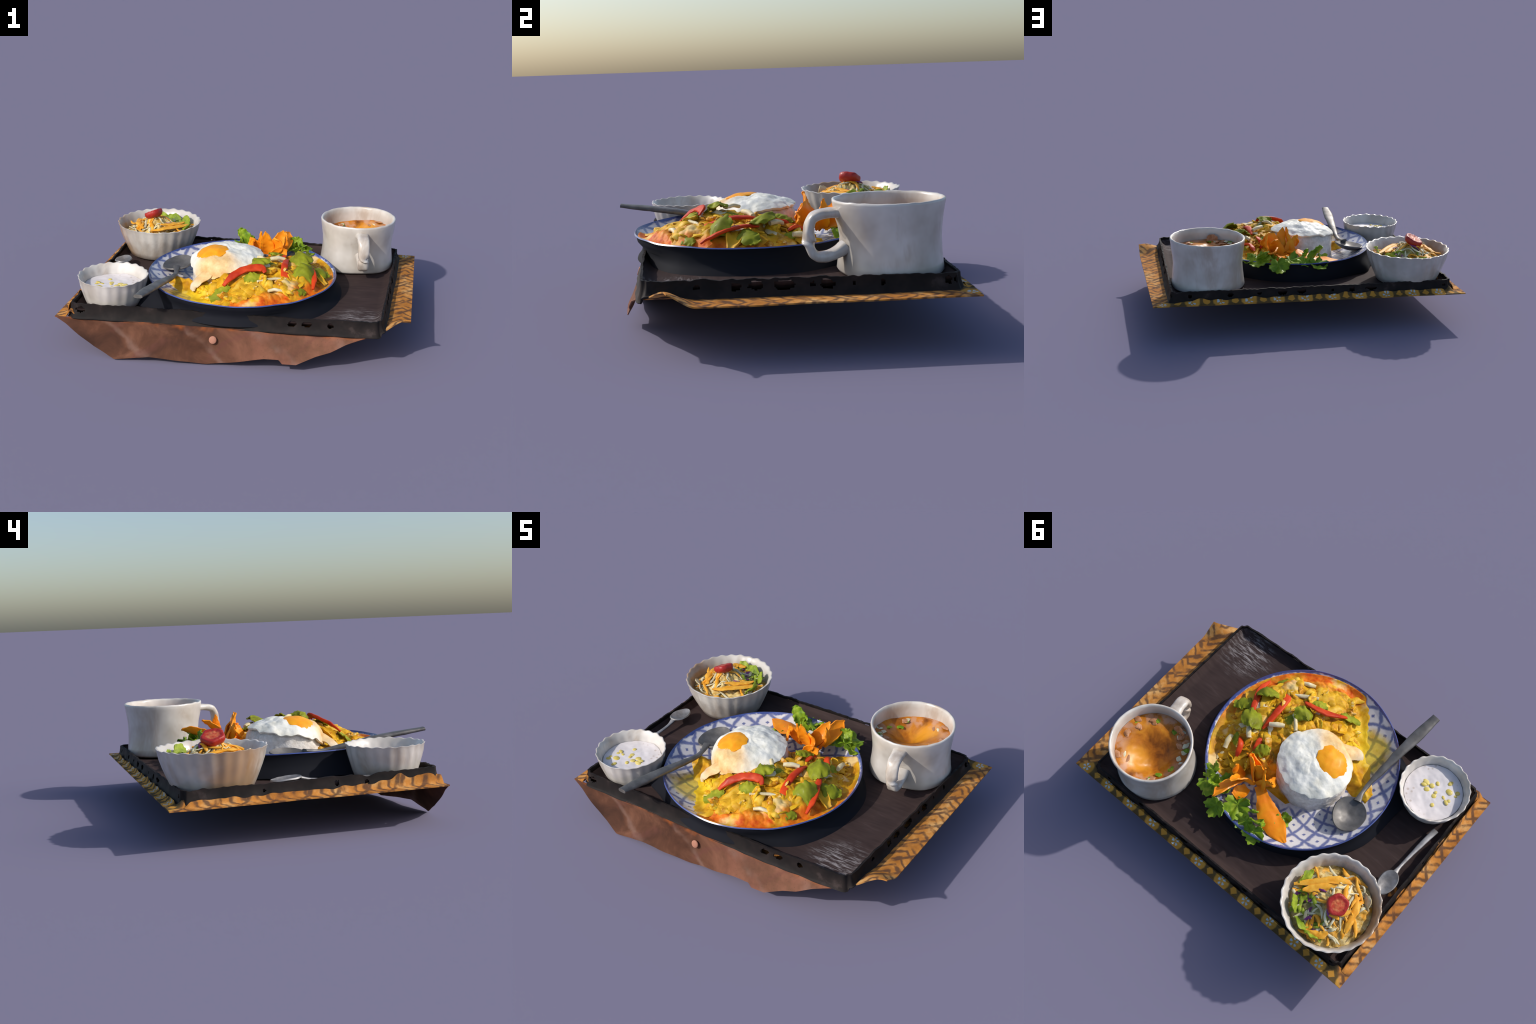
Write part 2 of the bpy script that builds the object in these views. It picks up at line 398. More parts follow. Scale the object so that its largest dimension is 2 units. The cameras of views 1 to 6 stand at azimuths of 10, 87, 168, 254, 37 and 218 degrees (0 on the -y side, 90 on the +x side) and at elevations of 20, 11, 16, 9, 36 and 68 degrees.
M_cloth = cloth_material(); M_flap = flap_material(); M_tray = tray_material(); M_rim = rim_material()
M_plate = plate_material(); M_curry = curry_material(); M_piece = curry_material("curry_piece", True)
M_strip = solid_var("curried_strip", (0.34, 0.14, 0.004), (0.64, 0.35, 0.012), 15, 0.45, (0.78, 0.52, 0.08), 0.03, rnd=0.5)
M_under = Mat("plate_underside", 0.75, 0.12).color((0.010, 0.011, 0.016))  # near-black: baked shade of the plate's outer wall put into the colour
M_mug = china("mug_glaze"); M_dipbowl = china("dip_bowl_glaze")
M_salbowl = china("salad_bowl_glaze", ((SALAD.x - 0.17, SALAD.y - 0.05), 0.17, (0.34, 0.17, 0.05)))
M_rice = solid_var("steamed_rice", (0.58, 0.53, 0.47), (0.80, 0.76, 0.71), 30, 0.6, bump=0.5)
def egg_material():
    M = Mat("fried_egg_white", 0.5, 0.25, 0.0)
    c = M.ramp(M.noise(14, 4, 0.6), [(0.3, (0.66, 0.64, 0.54)), (0.6, (0.80, 0.79, 0.72))])
    c = M.mix(M.math('MULTIPLY', M.blob((-0.15, -0.28), 0.16, 0.55, 0.07), 0.85), c, M.ramp(M.noise(22, 3), [(0.3, (0.60, 0.30, 0.05)), (0.7, (0.82, 0.58, 0.24))]))
    M.color(c); M.bump(M.noise(40, 3), 0.3, 0.008); return M
M_egg = egg_material()
M_yolk = solid_var("egg_yolk", (0.80, 0.27, 0.006), (0.86, 0.38, 0.015), 16, 0.4, coat=0.05, bump=0.1)
M_pepper = solid_var("red_pepper", (0.42, 0.022, 0.006), (0.72, 0.075, 0.010), 10, 0.4, coat=0.05, bump=0.1, rnd=0.25)
M_leaf = solid_var("green_pepper_leaf", (0.13, 0.13, 0.006), (0.22, 0.25, 0.010), 10, 0.55, (0.36, 0.35, 0.02), 0.05, rnd=0.2)
M_coriander = solid_var("coriander_green", (0.06, 0.13, 0.006), (0.17, 0.28, 0.012), 16, 0.4, (0.36, 0.44, 0.04), 0.1, rnd=0.3)
M_carrot = solid_var("carrot_orange", (0.78, 0.19, 0.006), (0.86, 0.27, 0.008), 9, 0.4, (0.90, 0.38, 0.02), 0.1, rnd=0.1)
M_stick = solid_var("cream_stalk", (0.60, 0.46, 0.20), (0.80, 0.72, 0.50), 18, 0.4, rnd=0.15)
M_tomato = tomato_material(); M_salad = salad_material()
M_cabbage = solid_var("pale_cabbage", (0.52, 0.46, 0.24), (0.74, 0.70, 0.52), 30, 0.4, rnd=0.3)
M_purple = solid_var("purple_cabbage", (0.09, 0.012, 0.09), (0.28, 0.07, 0.24), 26, 0.4, rnd=0.3)
M_lettuce = solid_var("lettuce_green", (0.10, 0.16, 0.008), (0.34, 0.42, 0.04), 22, 0.4, rnd=0.3)
M_shred = solid_var("carrot_shred", (0.72, 0.27, 0.01), (0.84, 0.46, 0.06), 20, 0.4, rnd=0.2)
M_soup = soup_material(); M_dip = dip_material()
M_oil = solid_var("yellow_oil", (0.66, 0.50, 0.06), (0.74, 0.64, 0.30), 20, 0.2, bump=0)
M_meat = solid_var("soup_morsel", (0.34, 0.13, 0.04), (0.56, 0.30, 0.17), 30, 0.35, rnd=0.3)
M_spoon = metal("worn_steel", (0.09, 0.085, 0.08), (0.20, 0.19, 0.18))
M_tea = metal("teaspoon_steel", (0.16, 0.155, 0.155), (0.42, 0.41, 0.41))
M_button = solid_var("pink_button", (0.38, 0.17, 0.11), (0.46, 0.22, 0.15), 20, 0.5)

# ---------------------------------------------------------------- table cloth
def cloth_z(x, y):
    z = 0.216 + 0.010 * x
    z += 0.058 * smooth(-0.34, -0.47, y) * smooth(0.80, 0.97, x)          # lifted front right corner
    z += 0.003 * nz(x * 4, y * 4, 2)
    return z
def cloth_front(x):
    """y of the edge over which the cloth falls"""
    if x > 0.82: return lerp(-0.558, -0.455, smooth(0.80, 1.0, x) * 0.9 + 0.1 * clamp((x - .82) / .18))
    return lerp(-0.633, -0.560, clamp((x + 1) / 1.82)) - 0.006 * sin(clamp((x + 1) / 1.82) * pi) - 0.022 * exp(-(x / 0.36) ** 2) - 0.007 * smooth(-0.9, -0.6, x) * smooth(0.82, 0.6, x)
def build_cloth():
    nu, nv = 141, 111; vs = []
    for i in range(nu):
        x = lerp(-1, 1, i / (nu - 1))
        yf = cloth_front(x)
        for j in range(nv):
            y = lerp(yf, 0.767 - 0.003 * (x + 1) / 2, j / (nv - 1))
            z = cloth_z(x, y)
            # raised along the tray, left and back, for the batik colours on its wall
            z += 0.040 * smooth(-0.945, -0.915, x) * (1 - smooth(-0.90, -0.86, x)) * smooth(0.72, 0.68, y) * (0.7 + 0.6 * nz(y * 9, 0, 4))
            z += 0.022 * smooth(0.705, 0.722, y) * (1 - smooth(0.722, 0.745, y)) * smooth(0.93, 0.85, abs(x)) * (0.6 + nz(x * 11, 3, 1))
            vs.append((x, y, z))
    cloth = new_obj("table_cloth", vs, grid_faces(nu, nv), M_cloth, 60, None, 0.006)
    top(cloth, "orange batik table cloth with brown front drape", "table cloth")
    # added folds standing in for batik colours smeared up the tray's left and back walls
    for side in ("left", "back"):
        vs = []; n = 150; prof = [(0.030, 0.0), (0.014, 0.05), (0.007, 0.3), (0.003, 0.65), (0.0, 1.0)]
        for i in range(n):
            t = i / (n - 1)
            for o, h in prof:
                if side == "left":
                    y = lerp(-0.615, 0.69, t)
                    hh = lerp(0.050, 0.026, smooth(-0.45, -0.1, y)) * (1 + 0.7 * nz(y * 14, 2, 1)) * smooth(0.0, 0.03, t) * smooth(1.0, 0.97, t)
                    x = lerp(-0.934, -0.949, t) - o + 0.004 * nz(y * 20, h * 2, 4)
                else:
                    x = lerp(-0.90, 0.86, t); hh = 0.020 * (1 + 1.0 * nz(x * 12, 5, 2)) * smooth(0.0, 0.03, t) * smooth(1.0, 0.97, t)
                    y = lerp(0.717, 0.735, t) + o + 0.003 * nz(x * 20, h * 2, 4)
                vs.append((x, y, cloth_z(x, y) + 0.0015 + hh * h))
        new_obj("added_cloth_fold", vs, grid_faces(n, len(prof)), M_cloth, 70, cloth, 0.003)
    # hanging front: lower edge as control points (x, y, z)
    low = [(-1.0, -0.634, 0.206), (-0.93, -0.645, 0.170), (-0.85, -0.662, 0.115), (-0.76, -0.678, 0.056), (-0.69, -0.690, 0.027),
           (-0.635, -0.700, 0.003), (-0.60, -0.702, 0.009), (-0.433, -0.700, 0.034), (-0.277, -0.688, 0.022), (-0.11, -0.663, 0.006),
           (0.025, -0.660, 0.027), (0.215, -0.675, 0.074), (0.300, -0.674, 0.077), (0.318, -0.677, 0.054), (0.395, -0.673, 0.053),
           (0.50, -0.648, 0.103), (0.58, -0.638, 0.134), (0.66, -0.622, 0.178), (0.75, -0.594, 0.208), (0.822, -0.564, 0.222)]
    def lower(x):
        for a, b in zip(low, low[1:]):
            if x <= b[0]:
                t = (x - a[0]) / (b[0] - a[0]); return lerp(a[1], b[1], t), lerp(a[2], b[2], t)
        return low[-1][1:]
    nu, nv = 240, 22; vs = []
    for i in range(nu):
        x = lerp(-1.0, 0.822, i / (nu - 1)); yl, zl = lower(x)
        yt, zt = cloth_front(x) - 0.001, cloth_z(x, cloth_front(x)) + 0.001
        for j in range(nv):
            t = j / (nv - 1)
            bulge = lerp(-0.012, 0.000, smooth(-0.5, 0.2, x)) * sin(pi * t) * smooth(0.02, 0.12, zt - zl)
            y = lerp(yt, yl, t) - bulge + 0.010 * t * nz(x * 6, t * 2, 8) * smooth(0.0, 0.1, zt - zl)
            vs.append((x, y, lerp(zt, zl, t)))
    flap = new_obj("hanging_drape", vs, grid_faces(nu, nv), M_flap, 60, cloth, 0.005)
    b = new_obj("button", *disc_mesh(0.022, 0.008), M_button, 50, cloth)
    b.location = (-0.075, -0.6515, 0.151); b.rotation_euler = (math.radians(72), 0, 0)
    return cloth
def disc_mesh(r, h, n=32, bev=0.003):
    prof = [(0.0005, -h / 2), (r - bev, -h / 2), (r, -h / 2 + bev), (r, h / 2 - bev), (r - bev, h / 2), (0.0005, h / 2)]
    vs = []; m = len(prof)
    for i in range(n):
        a = 2 * pi * i / n
        vs += [(q * cos(a), q * sin(a), z) for q, z in prof]
    return vs, grid_faces(n, m, True)
build_cloth()

# ---------------------------------------------------------------- tray
CORN = [V((0.845, -0.560, 0.300)), V((0.884, 0.709, 0.291)), V((-0.925, 0.692, 0.278)), V((-0.912, -0.621, 0.287))]
def perimeter(n):
    """rim points going round, with outward normals"""
    out = []
    for k in range(4):
        a, b = CORN[k], CORN[(k + 1) % 4]
        m = int(n * (b - a).length / 6.2)
        d = (b - a).normalized(); nrm = V((d.y, -d.x, 0))
        for i in range(m):
            t = i / m; p = a.lerp(b, t)
            if k == 3: p = p + nrm * (0.020 * sin(pi * t) ** 0.6 * smooth(-0.6, 0.3, p.x))
            out.append((p, nrm, k, t))
    # round the corners: average normals
    N = len(out); res = []
    for i in range(N):
        acc = V(); pos = V()
        for j in range(-15, 16):
            acc += out[(i + j) % N][1]; pos += out[(i + j) % N][0]
        near = min(out[i][3], 1 - out[i][3])
        p = (pos / 31).lerp(out[i][0], smooth(0.0, 0.02, near) * 0.7 + 0.3)
        res.append((p, acc.normalized(), out[i][2], out[i][3]))
    return res
def build_tray():
    tray = None
    P = perimeter(1100); n = len(P)
    # floor, curling up to the rim
    vs, rings = [], [(-0.548, 0), (-0.30, 0), (-0.16, 0), (-0.09, 0), (-0.060, 0), (-0.046, 0.001), (-0.034, 0.006), (-0.020, 0.016), (-0.008, 0.024)]
    for p, nr, k, t in P:
        for o, dz in rings:
            q = p + nr * o
            if o < -0.08:                                   # pull towards the centre evenly
                f = (o + 0.08) / -0.47
                q = (p + nr * -0.08).lerp(V((0, 0.03, 0)), f)
            vs.append((q.x, q.y, floor_z(q.x, q.y) + dz * 1.3 + 0.0015 * nz(q.x * 5, q.y * 5)))
    fs = grid_faces(n, len(rings), True)
    # closed underside 10 mm lower
    m = len(rings); low = len(vs)
    vs += [(x, y, z - 0.008) for x, y, z in vs]
    fs += [tuple(low + a for a in reversed(f)) for f in fs]
    for i in range(n):
        a, b = i * m + m - 1, ((i + 1) % n) * m + m - 1
        fs.append((a, b, low + b, low + a))
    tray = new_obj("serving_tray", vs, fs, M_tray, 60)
    top(tray, "rectangular dark lacquered wooden serving tray", "tray")
    # standing rim with ragged top edge and openings copied from holes in the scan
    lev = [(0.024, None)] + [(0.020 * (1 - q) ** 2, q) for q in [i / 14 for i in range(1, 15)]] + [(-0.010, 1.0)]
    vs = []
    for p, nr, k, t in P:
        jag = 0.006 * nz(p.x * 16, p.y * 16, 3) + 0.004 * nz(p.x * 45, p.y * 45, 7)
        dip = 0.016 * exp(-((p.y + 0.235) / 0.035) ** 2) if k == 2 else 0
        for o, f in lev:
            q = p + nr * (o + 0.004 * nz(p.x * 12, p.y * 12, o * 60))
            base = cloth_z(q.x, max(q.y, cloth_front(min(max(q.x, -1), 1)))) - 0.002
            if k == 3: base = min(base, 0.214)
            zt = p.z + jag - dip
            vs.append((q.x, q.y, base if f is None else lerp(base, zt, f)))
    m = len(lev); fs = grid_faces(n, m, True)
    holes = []
    rr = random.Random(3)
    # (side, place along it 0..1, width, relative height): ragged scan holes
    for k, t0, w, h in [(0, .17, .02, .5), (0, .29, .036, .8), (0, .355, .050, .9), (0, .442, .066, 1.), (0, .53, .018, .5), (0, .578, .05, 1.), (0, .66, .012, .4), (0, .75, .014, .7), (0, .955, .022, .9), (0, .98, .016, .8),
                        (1, .06, .014, .6), (1, .20, .02, .7), (1, .30, .014, .5), (1, .38, .035, .9), (1, .45, .03, .8), (1, .56, .012, .5), (1, .63, .02, .8), (1, .70, .04, .6), (1, .97, .012, .5),
                        (3, .035, .03, .8), (3, .72, .026, .8), (3, .765, .034, .7), (3, .84, .02, .6), (2, .30, .012, .5), (2, .58, .02, .6), (2, .70, .016, .7)]:
        holes.append((k, t0, w, h))
    keep = []
    for i in range(n):
        p, nr, k, t = P[i]
        for j in range(m - 1):
            f = fs[i * (m - 1) + j]
            cut = any(k == hk and ((t - ht) / (hw * 0.5)) ** 2 + ((j - 8.0) / (3.6 * hh)) ** 2 < 1 + 0.6 * nz(t * 120, j * 0.4, ht * 50) for hk, ht, hw, hh in holes)
            if not cut: keep.append(f)
    new_obj("rim", vs, keep, M_rim, 60, tray, 0.007)
build_tray()

# ---------------------------------------------------------------- plate
def plate_top(r):
    """height of the eating surface at radius r"""
    r = clamp(r, 0, PLATE_R)
    return 0.264 + 0.010 * smooth(0.28, 0.38, r) + (PLATE_Z - 0.274) * clamp((r - 0.34) / (PLATE_R - 0.34)) ** 1.9
def build_plate():
    prof = [(0.002, plate_top(0))] + [(r, plate_top(r)) for r in (0.1, 0.2, 0.27, 0.32, 0.36, 0.40, 0.44, 0.48, 0.51, 0.535, 0.55)] + \
           [(0.558, PLATE_Z + 0.001), (0.563, PLATE_Z - 0.004)]
    w = lambda th, k, r, z: (r * (1 + 0.003 * nz(cos(th) * 3, sin(th) * 3)), z + 0.004 * k * nz(cos(th) * 4, sin(th) * 4, 5))
    plate = lathe("dinner_plate", PLATE, prof, M_plate, 192, w)
    top(plate, "round plate with blue and white diamond lattice", "plate")
    prof = [(0.563, PLATE_Z - 0.004), (0.559, PLATE_Z - 0.012), (0.559, 0.325), (0.562, 0.295), (0.576, 0.268), (0.600, 0.246), (0.606, 0.236), (0.002, 0.236)]
    def w2(th, k, r, z):                                # flares out where the scan melted plate and bowls together
        r, z = w(th, 0, r, z)
        if r > 0.5: r = lerp(r, min(r, 0.562), smooth(0.2, 0.8, sin(th)))      # little melted flare at the back
        spread = exp(-((th - 2.43) / 0.16) ** 2) * 0.04 + exp(-((th - 3.60) / 0.22) ** 2) * 0.07 + exp(-((th - 4.2) / 0.2) ** 2) * 0.05
        r2 = r + spread * smooth(0.345, 0.26, z) * smooth(0.3, 0.5, r)
        front = smooth(-0.55, -0.9, sin(th))               # melted flare tucked in at the front
        return lerp(r2, min(r2, 0.556 - 0.034 * exp(-((z - 0.285) / 0.03) ** 2)), front), z
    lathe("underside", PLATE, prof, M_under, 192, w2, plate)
build_plate()

# ---------------------------------------------------------------- rice and egg
def rice_top(a, f):
    """dome (f 0 centre .. 1 foot): radius factor, height"""
    r = 0.209 * (1 - (1 - min(f / 0.72, 1)) ** 1.7) if f < 0.72 else lerp(0.209, 0.220, (f - 0.72) / 0.28)
    z = 0.494 - 0.088 * (min(f / 0.72, 1)) ** 2.1 if f < 0.72 else lerp(0.406, 0.262, (f - 0.72) / 0.28)
    return r, z
def build_rice():
    na, nf = 110, 44; vs = []
    for i in range(na):
        a = 2 * pi * i / na
        for j in range(nf):
            r, z = rice_top(a, j / (nf - 1)); r = max(r, 0.0008)
            x, y = RICE.x + r * cos(a), RICE.y + r * sin(a)
            d = 0.008 * fbm(x, y, z, 18) + 0.004 * nz(x, y, z, 60)
            vs.append((x + d * cos(a) * (j / nf), y + d * sin(a) * (j / nf), z - 0.010 + d * 0.6))
    ob = new_obj("rice_mound", vs, grid_faces(na, nf, True), M_rice, 80)
    top(ob, "moulded mound of white steamed rice", "rice")
build_rice()
def egg_surface(a, f):
    """draped egg: f 0 centre .. 1 edge; hangs lower on the front left"""
    d = cos(a - math.radians(238))                 # towards the front-left
    reach = 0.60 + 0.10 * d + 0.07 * nz(cos(a) * 2, sin(a) * 2, 4) + 0.04 * nz(cos(a) * 6, sin(a) * 6, 1) + 0.14 * max(0, d) ** 3
    g = f * reach
    r, z = rice_top(a, g)
    out = 0.010 + 0.006 * fbm(cos(a) * r, sin(a) * r, 3, 16) + 0.010 * smooth(0.8, 1.0, f)
    return RICE.x + (r + out * f) * cos(a), RICE.y + (r + out * f) * sin(a), z + 0.004 + 0.006 * (1 - f) + 0.010 * fbm(cos(a) * r, sin(a) * r, 1, 11)
def build_egg():
    egg = empty("fried_egg", (RICE.x, RICE.y, 0.43), "sunny fried egg draped over rice", "egg")
    na, nf = 120, 34; vs = []
    for i in range(na):
        a = 2 * pi * i / na
        for j in range(nf): vs.append(egg_surface(a, max(j / (nf - 1), 0.003)))
    adopt(new_obj("egg_white", vs, grid_faces(na, nf, True), M_egg, 80, None, 0.012), egg)
    # yolk: domed patch lying on the white
    def dome(x, y):
        r = sqrt((x - RICE.x) ** 2 + (y - RICE.y) ** 2)
        lo, hi = 0.0, 0.72
        for _ in range(24):
            mid = (lo + hi) / 2
            if rice_top(0, mid)[0] < r: lo = mid
            else: hi = mid
        return rice_top(0, lo)[1] if r < 0.209 else 0.406 - (r - 0.209) * 1.2
    cx, cy = -0.198, -0.142; na, nr = 60, 14; vs = []
    for i in range(na):
        a = 2 * pi * i / na
        R = 0.096 * (1 + 0.13 * nz(cos(a) * 1.6, sin(a) * 1.6, 9) + 0.07 * nz(cos(a) * 4, sin(a) * 4, 2))
        for j in range(nr):
            f = max(j / (nr - 1), 0.004); x, y = cx + R * f * cos(a), cy + R * f * sin(a)
            x2, y2 = x, y
            vs.append((x2, y2, dome(x, y) + 0.008 + 0.011 * (1 - f ** 3) + 0.003 * nz(x * 30, y * 30)))
    adopt(new_obj("egg_yolk", vs, grid_faces(na, nr, True), M_yolk, 80, None, 0.006), egg)
    # tongue of egg white running down on to the plate
    adopt(sheet("egg_fold", [(-0.175, -0.235, 0.428), (-0.205, -0.275, 0.405), (-0.245, -0.315, 0.372), (-0.268, -0.340, 0.335), (-0.262, -0.348, 0.306)],
                [0.055, 0.05, 0.042, 0.034, 0.012], M_egg, up=(-0.6, -0.6, 0.5), curl=-0.45, ruffle=0.008, thick=0.010, seed=3), egg)
    adopt(sheet("egg_skirt", [(-0.03, -0.245, 0.420), (-0.09, -0.27, 0.39), (-0.13, -0.30, 0.35), (-0.15, -0.335, 0.30)],
                [0.09, 0.085, 0.075, 0.06], M_egg, up=(-0.2, -0.9, 0.4), curl=-0.3, ruffle=0.02, thick=0.010, seed=5), egg)
build_egg()

# ---------------------------------------------------------------- curry
def edge_left(x, y):
    """>0 inside the curry: right of the sauce line on the left, in front of the garnish at the back"""
    # sauce line from the front rim (-0.04,-0.64) to (-0.36,-0.30)
    ax, ay, bx, by = -0.05, -0.645, -0.375, -0.275
    d1 = ((bx - ax) * (y - ay) - (by - ay) * (x - ax)) / math.hypot(bx - ax, by - ay) * -1
    # garnish line from (0.46,0.23) to (0.0,0.20)
    d2 = 0.285 - 0.12 * smooth(0.28, 0.05, x) - y
    d3 = -0.13 - y + 0.45 * max(0.0, x + 0.22) * 6      # nothing behind the rice
    w = 0.035 * nz(x * 9, y * 9, 6) + 0.015 * nz(x * 26, y * 26, 3)
    return min(d1 + w, d2, d3 + w)
def curry_z(x, y, fine=True):
    r = math.hypot(x - PLATE.x, y - PLATE.y)
    p = plate_top(r)
    d = math.hypot((x - 0.15), (y + 0.20) * 0.97)
    mound = 0.312 + 0.108 * exp(-(d / 0.35) ** 3) * lerp(1.0, 0.5, smooth(0.06, 0.22, y))
    mound += 0.030 * exp(-(((x - 0.10) / .11) ** 2 + ((y + 0.25) / .09) ** 2))
    mound -= 0.045 * exp(-(((x + 0.20) / .14) ** 2 + ((y + 0.42) / .14) ** 2))
    if fine:
        q = V((x * 13, y * 13, 1.0)); q += mn.noise_vector(q * 0.6) * 0.5
        vd = mn.voronoi(q)[0]
        mound += 0.030 * (0.55 - vd[0]) + 0.022 * fbm(x, y, 2, 8, 2) + 0.012 * abs(nz(x * 20, y * 20, 5)) + 0.004 * fbm(x, y, 5, 34, 2)
    rim = smooth(0.548, 0.47, r); ins = smooth(-0.012, 0.11, edge_left(x, y))
    sink = smooth(-0.02, 0.01, edge_left(x, y))
    return lerp(p - 0.006, p + 0.004, sink * smooth(0.552, 0.54, r)) + max(0, mound - p) * rim * ins
# spots kept free of chunks: pepper strips, leaves and stalks lie there
KEEP = [(-0.06, -0.436), (-0.015, -0.405), (0.05, -0.375), (0.115, -0.355), (0.156, -0.33), (0.25, -0.05), (0.25, -0.12), (0.254, -0.2), (0.27, -0.297), (0.292, -0.36),
        (0.314, -0.398), (0.31, -0.07), (0.355, -0.05), (0.37, -0.285), (0.405, -0.25), (-0.08, -0.475), (0.11, -0.275), (0.2, -0.37)]
def build_curry():
    n = 330; x0, x1, y0, y1 = -0.46, 0.56, -0.67, 0.36
    idx, vs, fs = {}, [], []
    for i in range(n):
        for j in range(n):
            x, y = lerp(x0, x1, i / (n - 1)), lerp(y0, y1, j / (n - 1))
            if math.hypot(x - PLATE.x, y - PLATE.y) < 0.553 and edge_left(x, y) > -0.02:
                idx[i, j] = len(vs); vs.append((x, y, curry_z(x, y)))
    for (i, j) in list(idx):
        q = [(i, j), (i + 1, j), (i + 1, j + 1), (i, j + 1)]
        if all(k in idx for k in q): fs.append(tuple(idx[k] for k in q))
    cur = new_obj("yellow_curry", vs, fs, M_curry, 80)
    top(cur, "yellow vegetable curry with red pepper strips", "curry")
    # chunks: six lumpy shapes, shared
    shapes = []
    for s in range(7):
        bm = bmesh.new(); bmesh.ops.create_icosphere(bm, subdivisions=4, radius=1.0)
        for v in bm.verts:
            c = v.co.copy()
            k = 1 + 0.5 * nz(c.x * 1.2, c.y * 1.2, c.z * 1.2 + s * 7) + 0.12 * nz(c.x * 2.6, c.y * 2.6, c.z * 2.6 + s * 5)
            v.co = V((c.x * 1.0 * k, c.y * (0.55 + 0.05 * s) * k, (c.z * 0.42 + 0.22 * sin(c.x * 1.8 + s)) * k))
        me = bpy.data.meshes.new("curry_chunk"); bm.to_mesh(me); bm.free()
        me.polygons.foreach_set("use_smooth", [True] * len(me.polygons)); me.materials.append(M_piece.m)
        shapes.append(me)
    rr = random.Random(11); cnt = 0; tries = 0; placed = []
    while cnt < 62 and tries < 6000:
        tries += 1
        x, y = rr.uniform(-0.25, 0.52), rr.uniform(-0.6, 0.27)
        r = math.hypot(x - PLATE.x, y - PLATE.y)
        if r > 0.475 or edge_left(x, y) < 0.06 or math.hypot(x - RICE.x, y - RICE.y) < 0.235: continue
        if any(math.hypot(x - a, y - b) < 0.048 for a, b in placed): continue
        if any(math.hypot(x - a, y - b) < 0.045 for a, b in KEEP): continue
        placed.append((x, y))
        ob = bpy.data.objects.new("curry_chunk", rr.choice(shapes)); bpy.context.collection.objects.link(ob)
        s = rr.uniform(0.030, 0.056) * lerp(1, 0.7, smooth(0.38, 0.48, r))
        ob.location = (x, y, curry_z(x, y, False) + rr.uniform(-0.018, -0.002))
        ob.rotation_euler = (rr.uniform(-0.6, 0.6), rr.uniform(-0.6, 0.6), rr.uniform(0, 6.28))
        ob.scale = (s, s * rr.uniform(0.7, 1.2), s * rr.uniform(0.7, 1.2)); ob.parent = cur; cnt += 1
    # soft strips of vegetable winding over the heap
    for s in range(58):
        for _ in range(80):
            x, y = rr.uniform(-0.22, 0.50), rr.uniform(-0.58, 0.22)
            if math.hypot(x - PLATE.x, y - PLATE.y) < 0.475 and edge_left(x, y) > 0.05 and math.hypot(x - RICE.x, y - RICE.y) > 0.235 and all(math.hypot(x - a, y - b) > 0.03 for a, b in KEEP): break
        a = rr.uniform(0, 6.28); L = rr.uniform(0.03, 0.07); bend = rr.uniform(-0.9, 0.9); pts = []
        for t in (-1, -0.5, 0, 0.5, 1):
            px, py = x + L * t * cos(a + bend * t), y + L * t * sin(a + bend * t)
            pts.append((px, py, curry_z(px, py, False) + (0.006 + rr.uniform(-0.004, 0.007)) * (1 - 0.9 * abs(t))))
        w = rr.uniform(0.013, 0.027)
        sweep("vegetable_strip", pts, [w * .35, w, w * 1.1, w, w * .35], [w * .2, w * .42, w * .48, w * .42, w * .2], M_strip if s % 8 else M_stick, n=22, m=10, parent=cur, wob=0.009, seed=s)
    # torn, folded cabbage leaves
    for s in range(24):
        for _ in range(60):
            x, y = rr.uniform(-0.15, 0.48), rr.uniform(-0.55, 0.2)
            if math.hypot(x - PLATE.x, y - PLATE.y) < 0.45 and edge_left(x, y) > 0.08 and math.hypot(x - RICE.x, y - RICE.y) > 0.25 and all(math.hypot(x - a, y - b) > 0.05 for a, b in KEEP): break
        a = rr.uniform(0, 6.28); L = rr.uniform(0.045, 0.085); dx, dy = cos(a) * L, sin(a) * L
        z = curry_z(x, y, False); h = rr.uniform(0.002, 0.016)
        z0, z1 = curry_z(x - dx, y - dy, False), curry_z(x + dx, y + dy, False)
        sheet("cabbage_piece", [(x - dx, y - dy, z0 + 0.002), (x, y, z + h), (x + dx, y + dy, z1 + 0.008)],
              [0.02, rr.uniform(0.03, 0.05), 0.016], M_piece, curl=rr.uniform(-0.7, 0.5), ruffle=0.018, rag=0.35, n=14, m=9, thick=0.007, seed=s, parent=cur)
    # broad folded pieces, some olive
    for s in range(13):
        for _ in range(120):
            x, y = rr.uniform(-0.12, 0.46), rr.uniform(-0.54, 0.16)
            if math.hypot(x - PLATE.x, y - PLATE.y) < 0.44 and edge_left(x, y) > 0.09 and math.hypot(x - RICE.x, y - RICE.y) > 0.26 and all(math.hypot(x - a, y - b) > 0.055 for a, b in KEEP): break
        a = rr.uniform(0, 6.28); L = rr.uniform(0.05, 0.08); dx, dy = cos(a) * L, sin(a) * L
        zz = [curry_z(x + dx * t, y + dy * t, False) for t in (-1, -.3, .4, 1)]
        sheet("folded_piece", [(x - dx, y - dy, zz[0]), (x - dx * .3, y - dy * .3, zz[1] + 0.014), (x + dx * .4, y + dy * .4, zz[2] + 0.018), (x + dx, y + dy, zz[3] + 0.004)],
              [0.02, 0.045, 0.05, 0.02], M_leaf if s % 4 == 1 else M_strip, curl=rr.uniform(-0.6, -0.2), ruffle=0.02, rag=0.2, n=20, m=11, thick=0.008, seed=s + 90, parent=cur)
